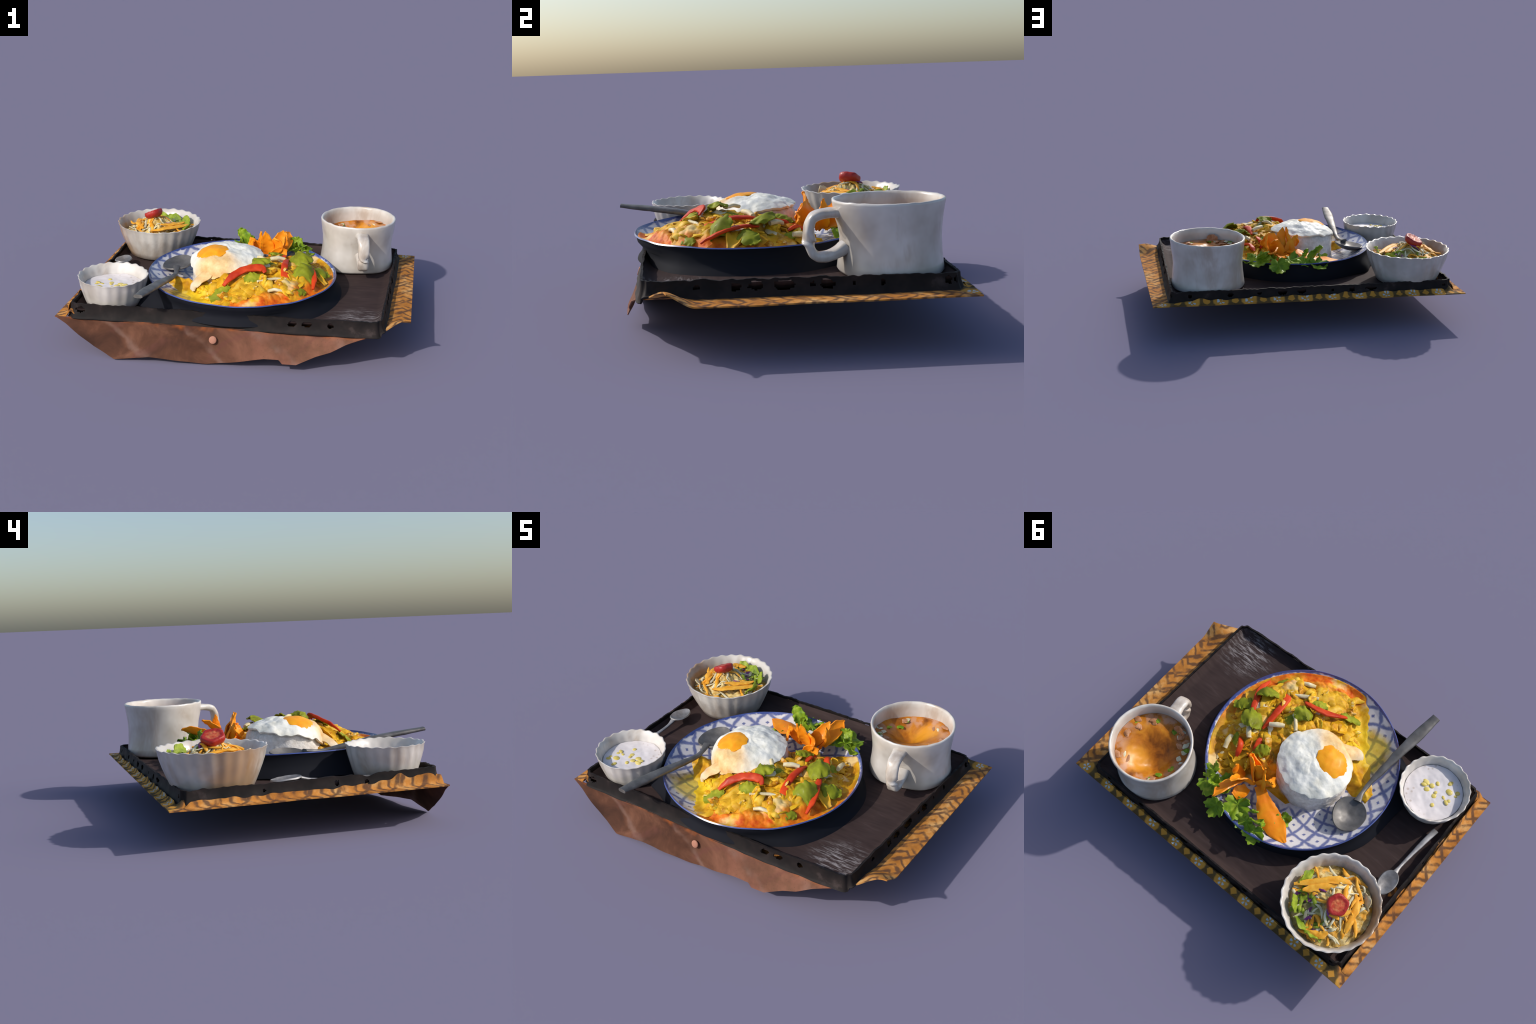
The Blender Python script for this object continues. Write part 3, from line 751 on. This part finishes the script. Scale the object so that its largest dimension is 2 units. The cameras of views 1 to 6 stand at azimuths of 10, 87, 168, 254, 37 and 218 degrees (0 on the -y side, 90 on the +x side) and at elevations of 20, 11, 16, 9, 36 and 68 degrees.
    # red pepper strips
    pep = [([(-0.062, -0.436, 0.392), (-0.022, -0.393, 0.432), (0.03, -0.352, 0.460), (0.09, -0.332, 0.474), (0.142, -0.325, 0.472), (0.160, -0.335, 0.452)], 0.022),
           ([(0.252, -0.05, 0.432), (0.250, -0.12, 0.448), (0.254, -0.20, 0.446), (0.270, -0.297, 0.420), (0.292, -0.36, 0.392), (0.314, -0.400, 0.358)], 0.020),
           ([(0.215, 0.115, 0.375), (0.205, 0.06, 0.412), (0.225, 0.0, 0.425)], 0.018),
           ([(0.44, -0.33, 0.37), (0.43, -0.24, 0.412), (0.395, -0.15, 0.43), (0.36, -0.07, 0.42)], 0.017),
           ([(0.33, 0.06, 0.39), (0.29, 0.10, 0.40), (0.27, 0.16, 0.375)], 0.016)]
    for k, (pts, w) in enumerate(pep):
        sweep("pepper_strip", pts, [w * .45, w, w * 1.05, w, w * .5], [0.005, 0.008, 0.009, 0.008, 0.004], M_pepper, up=(0.1, -0.6, 0.8), n=40, m=14, parent=cur, power=0.7, wob=0.004, seed=k)
    # green pepper / leaf pieces
    lv = [([(0.265, -0.075, 0.425), (0.31, -0.07, 0.458), (0.355, -0.05, 0.472), (0.39, -0.02, 0.455)], [0.04, 0.06, 0.062, 0.03], (-0.2, -0.4, 0.9)),
          ([(0.335, -0.315, 0.372), (0.37, -0.285, 0.425), (0.405, -0.25, 0.447), (0.43, -0.20, 0.43)], [0.05, 0.062, 0.06, 0.03], (0.2, -0.7, 0.6)),
          ([(-0.13, -0.49, 0.328), (-0.08, -0.475, 0.355), (-0.045, -0.455, 0.378), (-0.02, -0.44, 0.385)], [0.018, 0.036, 0.034, 0.014], (-0.3, -0.7, 0.6)),
          ([(0.09, -0.30, 0.462), (0.11, -0.275, 0.498), (0.125, -0.245, 0.505), (0.13, -0.20, 0.49)], [0.035, 0.045, 0.045, 0.02], (-0.2, -0.5, 0.8)),
          ([(0.16, -0.36, 0.44), (0.10, -0.39, 0.442), (0.05, -0.40, 0.425)], [0.02, 0.034, 0.02], (0, -0.6, 0.8)),
          ([(0.40, -0.14, 0.42), (0.46, -0.12, 0.405), (0.50, -0.08, 0.375)], [0.03, 0.045, 0.02], (0.3, -0.2, 0.9)),
          ([(0.13, 0.03, 0.44), (0.17, 0.06, 0.435), (0.2, 0.10, 0.41)], [0.02, 0.035, 0.015], (0.2, 0.4, 0.9)),
          ([(0.40, -0.36, 0.365), (0.36, -0.40, 0.38), (0.30, -0.43, 0.365)], [0.02, 0.03, 0.015], (0.3, -0.5, 0.8))]
    for k, (pts, w, up) in enumerate(lv):
        sheet("green_leaf", pts, [q * 1.12 for q in w], M_leaf, up=up, curl=-0.30, ruffle=0.018, rag=0.28, n=24, m=13, thick=0.006, seed=20 + k, parent=cur)
    # pale stalks
    for k, (a, b, w) in enumerate([((0.132, -0.41, 0.424), (0.262, -0.333, 0.420), 0.011), ((0.16, -0.135, 0.462), (0.235, -0.09, 0.452), 0.015),
                                   ((0.33, -0.02, 0.43), (0.28, 0.04, 0.42), 0.016), ((0.09, -0.15, 0.475), (0.15, -0.22, 0.482), 0.012),
                                   ((0.38, 0.08, 0.385), (0.36, 0.16, 0.362), 0.016), ((0.20, -0.47, 0.395), (0.28, -0.44, 0.392), 0.013)]):
        mid = (V(a) + V(b)) / 2 + V((0, 0, 0.006))
        sweep("pale_stalk", [a, mid, b], [w * .8, w, w * .8], [w * .7, w * .8, w * .7], M_stick, n=16, m=10, parent=cur, wob=0.004, seed=k)
build_curry()

# ---------------------------------------------------------------- garnish
def build_garnish():
    g = empty("carrot_garnish", (0.08, 0.25, 0.33), "carved orange carrot flower with long peel", "garnish")
    def petal(pts, w, up, curl=0.35, seed=0, rag=0.10, ruf=0.006, th=0.008):
        adopt(sheet("carrot_petal", pts, [q * 1.15 for q in w], M_carrot, up=up, curl=curl, ruffle=ruf, rag=rag, thick=th, seed=seed), g)
    petal([(0.15, 0.25, 0.37), (0.17, 0.32, 0.395), (0.182, 0.39, 0.42), (0.188, 0.445, 0.436)], [0.03, 0.040, 0.036, 0.006], (0.5, -0.2, 0.8), 0.4, 1)
    petal([(0.085, 0.205, 0.37), (0.095, 0.185, 0.43), (0.085, 0.172, 0.485), (0.078, 0.162, 0.532)], [0.024, 0.036, 0.026, 0.003], (0.0, -1.0, 0.2), 0.3, 2)
    petal([(0.10, 0.21, 0.365), (0.145, 0.175, 0.415), (0.175, 0.150, 0.455), (0.188, 0.138, 0.475)], [0.03, 0.045, 0.046, 0.022], (0.3, -0.6, 0.7), 0.45, 3)
    petal([(0.03, 0.235, 0.365), (0.04, 0.205, 0.42), (0.052, 0.178, 0.475), (0.058, 0.157, 0.53)], [0.024, 0.024, 0.014, 0.003], (-0.6, -0.8, 0.0), 0.5, 4)
    petal([(0.16, 0.23, 0.365), (0.20, 0.232, 0.42), (0.205, 0.236, 0.465), (0.2, 0.235, 0.512)], [0.022, 0.024, 0.014, 0.003], (1, 0.0, 0.1), 0.4, 5)
    petal([(0.12, 0.16, 0.365), (0.16, 0.12, 0.40), (0.195, 0.115, 0.425), (0.21, 0.12, 0.44)], [0.02, 0.03, 0.028, 0.012], (0.6, -0.6, 0.5), 0.3, 6)
    petal([(0.05, 0.215, 0.385), (0.0, 0.245, 0.388), (-0.055, 0.285, 0.372), (-0.115, 0.315, 0.352), (-0.18, 0.338, 0.345), (-0.268, 0.368, 0.338)],
          [0.026, 0.030, 0.046, 0.056, 0.052, 0.012], (0, 0.1, 1), -0.15, 7, 0.22, 0.012)
    petal([(0.10, 0.23, 0.365), (0.14, 0.25, 0.42), (0.16, 0.29, 0.465), (0.17, 0.325, 0.49)], [0.026, 0.034, 0.022, 0.003], (0.3, -0.9, 0.5), 0.4, 12)
    petal([(0.06, 0.22, 0.37), (0.02, 0.20, 0.42), (-0.005, 0.19, 0.455), (-0.02, 0.185, 0.48)], [0.024, 0.030, 0.020, 0.003], (-0.2, -0.9, 0.5), 0.4, 13)
    petal([(0.0, 0.14, 0.40), (-0.005, 0.17, 0.44), (0.01, 0.185, 0.46)], [0.02, 0.026, 0.010], (-0.8, -0.5, 0.3), 0.3, 8)
    petal([(0.10, 0.26, 0.36), (0.11, 0.31, 0.372), (0.12, 0.35, 0.372)], [0.02, 0.035, 0.02], (0, 0, 1), 0.3, 9)
    c = empty("coriander_sprig", (0.1, 0.38, 0.33), "fresh green coriander leaves", "herb")
    leaves = [((0.262, 0.372, 0.372), (0.3, 0.35, 0.9), 0.088, 0.6, 5), ((0.165, 0.452, 0.358), (0.1, 0.7, 0.75), 0.075, 1.6, 5),
              ((0.075, 0.372, 0.362), (0, 0.35, 0.95), 0.092, 2.0, 6), ((-0.10, 0.432, 0.352), (-0.1, 0.5, 0.9), 0.072, 1.9, 5),
              ((-0.165, 0.262, 0.335), (-0.3, 0.4, 0.9), 0.055, 2.6, 5), ((0.20, 0.33, 0.365), (0.2, 0, 1), 0.075, 0.2, 5),
              ((-0.02, 0.415, 0.357), (0, 0.4, 0.9), 0.062, 1.2, 5), ((0.315, 0.315, 0.368), (0.5, 0.1, 0.85), 0.06, 6.1, 5)]
    for k, (p, nr, R, rot, lb) in enumerate(leaves):
        adopt(lobed_leaf("coriander_leaf", p, nr, R, rot, M_coriander, lb, 0.25, 0.018, k), c)
    adopt(sheet("upright_leaf", [(-0.06, 0.375, 0.345), (-0.075, 0.385, 0.385), (-0.105, 0.395, 0.425), (-0.135, 0.399, 0.455)], [0.02, 0.036, 0.032, 0.012], M_coriander,
                up=(0.5, -0.8, 0.2), curl=0.4, ruffle=0.015, rag=0.3, seed=31), c)
    adopt(sheet("upright_leaf", [(0.00, 0.36, 0.35), (-0.03, 0.355, 0.385), (-0.045, 0.36, 0.41), (-0.03, 0.365, 0.425)], [0.012, 0.02, 0.02, 0.008], M_coriander,
                up=(0.5, -0.8, 0.2), curl=0.4, ruffle=0.015, rag=0.3, seed=32), c)
    adopt(sheet("upright_leaf", [(0.22, 0.36, 0.36), (0.25, 0.38, 0.395), (0.265, 0.40, 0.42)], [0.03, 0.045, 0.016], M_coriander,
                up=(0.2, -0.8, 0.6), curl=0.3, ruffle=0.02, rag=0.4, seed=33), c)
build_garnish()

# ---------------------------------------------------------------- mug
def broth_z(x, y):
    """clear broth: the scan sees its hollow, deeper away from the handle"""
    return 0.494 - 0.100 * exp(-((x - MUG.x + 0.045) ** 2 + (y - MUG.y - 0.055) ** 2) / 0.11 ** 2)
def build_mug():
    wob = lambda th, k, r, z: (r * (1 + 0.012 * nz(cos(th) * 1.6, sin(th) * 1.6, z * 8) + 0.004 * nz(cos(th) * 5, sin(th) * 5, z * 20)), z + (0.004 * nz(cos(th) * 5, sin(th) * 5, 3) + 0.015 * r * cos(th)) * smooth(0.5, 0.56, z))
    def pinch(th, k, r, z):                              # scan fault below the handle, kept as a dent
        r2, z2 = wob(th, k, r, z)
        a = (th - math.radians(282) + pi) % (2 * pi) - pi
        return r2 - 0.030 * exp(-(a / 0.55) ** 2) * smooth(0.50, 0.40, z) * (0.02 < k < 0.55) * smooth(0.1, 0.2, r), z2
    prof = [(0.004, FLOOR + 0.004), (0.20, FLOOR + 0.003), (0.226, FLOOR + 0.008), (0.233, 0.268), (0.228, 0.30), (0.223, 0.35), (0.220, 0.40), (0.222, 0.45), (0.228, 0.50), (0.233, 0.54),
            (0.236, 0.558), (0.235, 0.566), (0.230, 0.569), (0.224, 0.566), (0.219, 0.556), (0.216, 0.53), (0.213, 0.49), (0.210, 0.44), (0.160, 0.34), (0.15, 0.285), (0.004, 0.28)]
    mug = lathe("soup_mug", MUG, prof, M_mug, 128, pinch)
    top(mug, "white china mug of clear orange soup", "mug")
    sweep("handle", [(0.668, 0.250, 0.518), (0.678, 0.195, 0.517), (0.687, 0.146, 0.507), (0.691, 0.124, 0.475), (0.692, 0.121, 0.42), (0.692, 0.130, 0.370), (0.690, 0.158, 0.340), (0.683, 0.215, 0.345), (0.672, 0.275, 0.375)],
          [0.042, 0.037, 0.035, 0.034, 0.033, 0.033, 0.033, 0.036, 0.042], [0.020, 0.020, 0.021, 0.020, 0.019, 0.020, 0.022, 0.024, 0.028], M_mug, up=(0.02, -0.1, 1), n=60, m=20, parent=mug, power=0.7, wob=0.003)
    # broth
    na, nr = 72, 24; vs = []
    for i in range(na):
        a = 2 * pi * i / na
        for j in range(nr):
            r = max(0.213 * j / (nr - 1), 0.001); x, y = MUG.x + r * cos(a), MUG.y + r * sin(a)
            vs.append((x, y, broth_z(x, y) + 0.006 * fbm(x, y, 0, 12)))
    new_obj("broth", vs, grid_faces(na, nr, True), M_soup, 80, mug)
    rr = random.Random(5)
    for k in range(34):
        a = rr.uniform(0, 6.28); r = 0.20 * sqrt(rr.uniform(0.55, 1.0))
        kind = rr.choice(["m", "m", "m", "g", "g", "y"])
        x, y = MUG.x + r * cos(a), MUG.y + r * sin(a); L = rr.uniform(0.012, 0.028); b = rr.uniform(0, 6.28)
        z = broth_z(x, y) + rr.uniform(-0.002, 0.005)
        if kind == "g":
            sheet("herb_flake", [(x - L * cos(b), y - L * sin(b), z), (x, y, z + 0.006), (x + L * cos(b), y + L * sin(b), z)], [0.006, 0.014, 0.005], M_coriander, rag=0.5, ruffle=0.006, n=8, m=7, thick=0.003, seed=k, parent=mug)
        else:
            sweep("soup_morsel", [(x - L * cos(b), y - L * sin(b), z), (x, y, z + 0.002), (x + L * cos(b), y + L * sin(b), z)], [0.006, 0.017, 0.006], [0.002, 0.004, 0.002],
                  M_meat if kind == "m" else M_cabbage, n=10, m=8, parent=mug, wob=0.006, seed=k)
    # a prawn-pink piece standing against the wall beside the handle side
    sheet("soup_morsel", [(0.585, 0.31, 0.485), (0.575, 0.295, 0.515), (0.572, 0.285, 0.535)], [0.03, 0.034, 0.018], M_meat, up=(0.1, 0.9, 0.2), rag=0.5, ruffle=0.01, n=12, m=9, thick=0.006, seed=77, parent=mug)
build_mug()

# ---------------------------------------------------------------- fluted bowls
def fluted(name, c, R, z, base_r, n_fl, mat, depth, amp, belly=0.5):
    prof = []
    F0 = floor_z(c.x, c.y); H = z - F0
    outer = [(0.003, 0.002), (base_r * 0.9, 0.002), (base_r, 0.012), (lerp(base_r, R, 0.22), H * 0.22), (lerp(base_r, R, 0.46), H * 0.42), (lerp(base_r, R, 0.66), H * 0.6), (lerp(base_r, R, 0.83), H * 0.78), (R * 0.975, H * 0.92), (R, H)]
    inner = [(R * 0.985, H + 0.002), (R * 0.955, H - 0.002), (lerp(base_r, R, 0.78) - 0.014, H * 0.80), (lerp(base_r, R, 0.55) - 0.014, H * 0.58), (lerp(base_r, R, 0.3) - 0.014, H * 0.36), (base_r * 0.8, depth), (0.003, depth)]
    prof = [(r, F0 + h) for r, h in outer + inner]
    def w(th, k, r, zz):
        f = smooth(base_r * 0.9, R, r) * smooth(F0, F0 + 0.06, zz)
        flute = cos(th * n_fl + 0.4 * sin(th * 3))
        up = smooth(z - 0.03, z, zz)
        return r * (1 + amp * f * flute + 0.008 * nz(cos(th) * 2, sin(th) * 2, zz * 6)), zz + up * (0.0025 * flute + 0.004 * nz(cos(th) * 4, sin(th) * 4, 8))
    return lathe(name, c, prof, mat, n_fl * 10, w, None, 70)
def build_salad():
    bowl = top(fluted("salad_bowl", SALAD, SALAD_R - 0.002, SALAD_Z, 0.196, 26, M_salbowl, 0.03, 0.009), "fluted white china salad bowl", "bowl")
    S = lambda x, y: (lambda r: 0.382 + 0.085 * exp(-(r / 0.125) ** 2) + 0.018 * fbm(x, y, 0, 14, 4) + 0.012 * fbm(x, y, 3, 34, 3) * smooth(0.235, 0.2, r))(math.hypot(x - SALAD.x + 0.02, y - SALAD.y))
    na, nr = 120, 40; vs = []
    for i in range(na):
        a = 2 * pi * i / na
        for j in range(nr):
            r = max(0.228 * j / (nr - 1), 0.001); x, y = SALAD.x + r * cos(a), SALAD.y + r * sin(a)
            vs.append((x, y, S(x, y) - 0.02 * smooth(0.19, 0.228, r)))
    sal = new_obj("salad", vs, grid_faces(na, nr, True), M_salad, 80)
    top(sal, "shredded carrot and cabbage salad with tomato", "salad")
    rr = random.Random(21)
    def shred(kind, mat, num, L0, L1, w0, w1, where=None, lift=0.012):
        for k in range(num):
            for _ in range(80):
                a = rr.uniform(0, 6.28); r = 0.205 * sqrt(rr.random())
                x, y = SALAD.x + r * cos(a), SALAD.y + r * sin(a)
                if where is None or where(x - SALAD.x, y - SALAD.y): break
            b = rr.uniform(0, 6.28); L = rr.uniform(L0, L1); pts = []
            bend = rr.uniform(-0.5, 0.5)
            for t in (-1, -0.4, 0.3, 1):
                px, py = x + L * t * cos(b + bend * t), y + L * t * sin(b + bend * t)
                d = math.hypot(px - SALAD.x, py - SALAD.y)
                if d > 0.222: px, py = SALAD.x + (px - SALAD.x) * 0.222 / d, SALAD.y + (py - SALAD.y) * 0.222 / d
                pts.append((px, py, S(px, py) + rr.uniform(0.0, lift) + 0.004))
            w = rr.uniform(w0, w1)
            sweep(kind, pts, [w * .4, w, w, w * .3], [w * .3, w * .45, w * .45, w * .25], mat, n=14, m=8, parent=sal, wob=0.003, seed=k)
    shred("carrot_shred", M_shred, 34, 0.03, 0.08, 0.006, 0.013, lambda u, v: not (u > 0.02 and v > 0.04))
    shred("cabbage_shred", M_cabbage, 44, 0.025, 0.07, 0.004, 0.010)
    shred("purple_shred", M_purple, 11, 0.02, 0.045, 0.006, 0.011, lambda u, v: u > -0.05 and v > -0.05)
    shred("lettuce_shred", M_lettuce, 16, 0.02, 0.05, 0.008, 0.015, lambda u, v: (u > 0.05 and v > 0.0) or v > 0.12)
    # lettuce leaves tucked along the wall
    for k, (a, z) in enumerate([(0.7, 0.41), (1.3, 0.40), (1.75, 0.40), (-0.15, 0.415), (3.9, 0.40)]):
        c = V((SALAD.x + 0.19 * cos(a), SALAD.y + 0.19 * sin(a), z))
        t = V((-sin(a), cos(a), 0))
        sheet("lettuce_leaf", [c - t * 0.05, c + V((0, 0, 0.014)), c + t * 0.05], [0.016, 0.034, 0.014], M_lettuce if k < 4 else M_stick, up=(-cos(a), -sin(a), 0.8), ruffle=0.02, rag=0.4, n=16, m=9, thick=0.004, seed=k + 60, parent=sal)
    # long carrot ribbons
    for k, pts in enumerate([[(-0.47, 0.53, 0.425), (-0.55, 0.45, 0.436), (-0.64, 0.36, 0.438), (-0.71, 0.33, 0.425)], [(-0.53, 0.53, 0.436), (-0.58, 0.47, 0.442), (-0.66, 0.40, 0.452)],
                             [(-0.76, 0.36, 0.432), (-0.81, 0.42, 0.445), (-0.83, 0.50, 0.442), (-0.85, 0.56, 0.43)], [(-0.78, 0.62, 0.435), (-0.75, 0.66, 0.428), (-0.70, 0.67, 0.42)]]):
        sheet("carrot_ribbon", pts, [0.008, 0.020, 0.022, 0.008], M_shred, curl=-0.3, ruffle=0.008, rag=0.3, n=20, m=9, thick=0.007, seed=k + 40, parent=sal)
    # tomato slice on top
    n, prof = 64, [(0.001, -0.028), (0.035, -0.026), (0.052, -0.018), (0.060, -0.004), (0.0605, 0.008), (0.058, 0.017), (0.053, 0.020), (0.044, 0.019), (0.034, 0.016), (0.018, 0.018), (0.001, 0.019)]
    vs = []
    for i in range(n):
        a = 2 * pi * i / n; k = 1 + 0.05 * cos(5 * a + 1) + 0.03 * nz(cos(a) * 2, sin(a) * 2)
        vs += [(r * k * cos(a), r * k * sin(a), z + 0.003 * nz(r * 60 * cos(a), r * 60 * sin(a))) for r, z in prof]
    tom = new_obj("tomato_slice", vs, grid_faces(n, len(prof), True), M_tomato, 60, sal)
    tom.location = (-0.729, 0.484, 0.492); tom.rotation_euler = (math.radians(-22), math.radians(-14), 0.5)
build_salad()
def build_dip():
    bowl = top(fluted("dip_bowl", DIP, DIP_R - 0.002, DIP_Z, 0.158, 22, M_dipbowl, 0.03, 0.010), "small fluted white dip bowl", "bowl")
    na, nr = 88, 24; vs = []
    for i in range(na):
        a = 2 * pi * i / na
        for j in range(nr):
            r = max(0.168 * j / (nr - 1), 0.001); x, y = DIP.x + r * cos(a), DIP.y + r * sin(a)
            vs.append((x, y, 0.340 + 0.004 * fbm(x, y, 0, 14)))
    dip = new_obj("coconut_dip", vs, grid_faces(na, nr, True), M_dip, 80)
    top(dip, "creamy white dip with yellow oil drops", "sauce")
    rr = random.Random(9)
    for k in range(17):
        a, r = rr.uniform(0, 6.28), 0.02 + 0.10 * sqrt(rr.random())
        ob = new_obj("oil_drop", *disc_mesh(rr.uniform(0.010, 0.021), 0.006, 20, 0.002), M_oil, 60, dip)
        ob.location = (DIP.x - 0.02 + r * cos(a), DIP.y - 0.03 + r * sin(a) * 0.9, 0.3380 + 0.0003 * k); ob.scale = (1, rr.uniform(0.6, 1), 1); ob.rotation_euler = (0, 0, a)
build_dip()

# ---------------------------------------------------------------- spoons
def spoon_bowl(name, c, axis, L, W, depth, tilt, mat, parent=None):
    """egg-shaped dished bowl; axis = direction from neck to tip"""
    nr, na = 12, 56; vs = []
    for i in range(na):
        a = 2 * pi * i / na
        for j in range(nr):
            f = max(j / (nr - 1), 0.004)
            x = L * f * cos(a); y = W * f * sin(a) * (1 - 0.12 * cos(a))
            vs.append((x, y, depth * (f * f - 1) + 0.002 * nz(x * 30, y * 30)))
    ax = V(axis).normalized(); side = V((0, 0, 1)).cross(ax).normalized(); up = ax.cross(side)
    R = Matrix((ax, side, up)).transposed() @ Matrix.Rotation(tilt, 3, 'X')
    return new_obj(name, [V(c) + R @ V(v) for v in vs], grid_faces(na, nr, True), mat, 70, parent, 0.008)
def build_spoons():
    s = empty("dinner_spoon", (-0.43, -0.35, 0.33), "large worn steel spoon resting on plate", "spoon")
    adopt(spoon_bowl("spoon_bowl", (-0.436, 0.005, 0.350), (-0.05, 1, 0.06), 0.105, 0.092, 0.035, math.radians(-8), M_spoon), s)
    adopt(sweep("handle", [(-0.425, -0.085, 0.350), (-0.412, -0.15, 0.338), (-0.408, -0.22, 0.340), (-0.418, -0.34, 0.362), (-0.430, -0.46, 0.384), (-0.446, -0.60, 0.404), (-0.463, -0.762, 0.424)],
          [0.022, 0.013, 0.014, 0.022, 0.028, 0.034, 0.026], [0.009, 0.011, 0.013, 0.015, 0.015, 0.014, 0.010], M_spoon, n=50, m=14, power=0.7, wob=0.002), s)
    t = empty("teaspoon", (-0.84, 0.0, FLOOR), "small shiny steel teaspoon on tray", "spoon")
    adopt(spoon_bowl("spoon_bowl", (-0.838, 0.158, 0.280), (0.0, 1, -0.08), 0.080, 0.052, 0.022, 0, M_tea), t)
    adopt(sweep("handle", [(-0.838, 0.085, 0.281), (-0.837, 0.03, 0.268), (-0.842, -0.06, 0.262), (-0.850, -0.16, 0.262), (-0.862, -0.27, 0.262)],
          [0.016, 0.009, 0.011, 0.015, 0.018], [0.008, 0.006, 0.005, 0.005, 0.005], M_tea, n=36, m=12, power=0.8), t)
build_spoons()
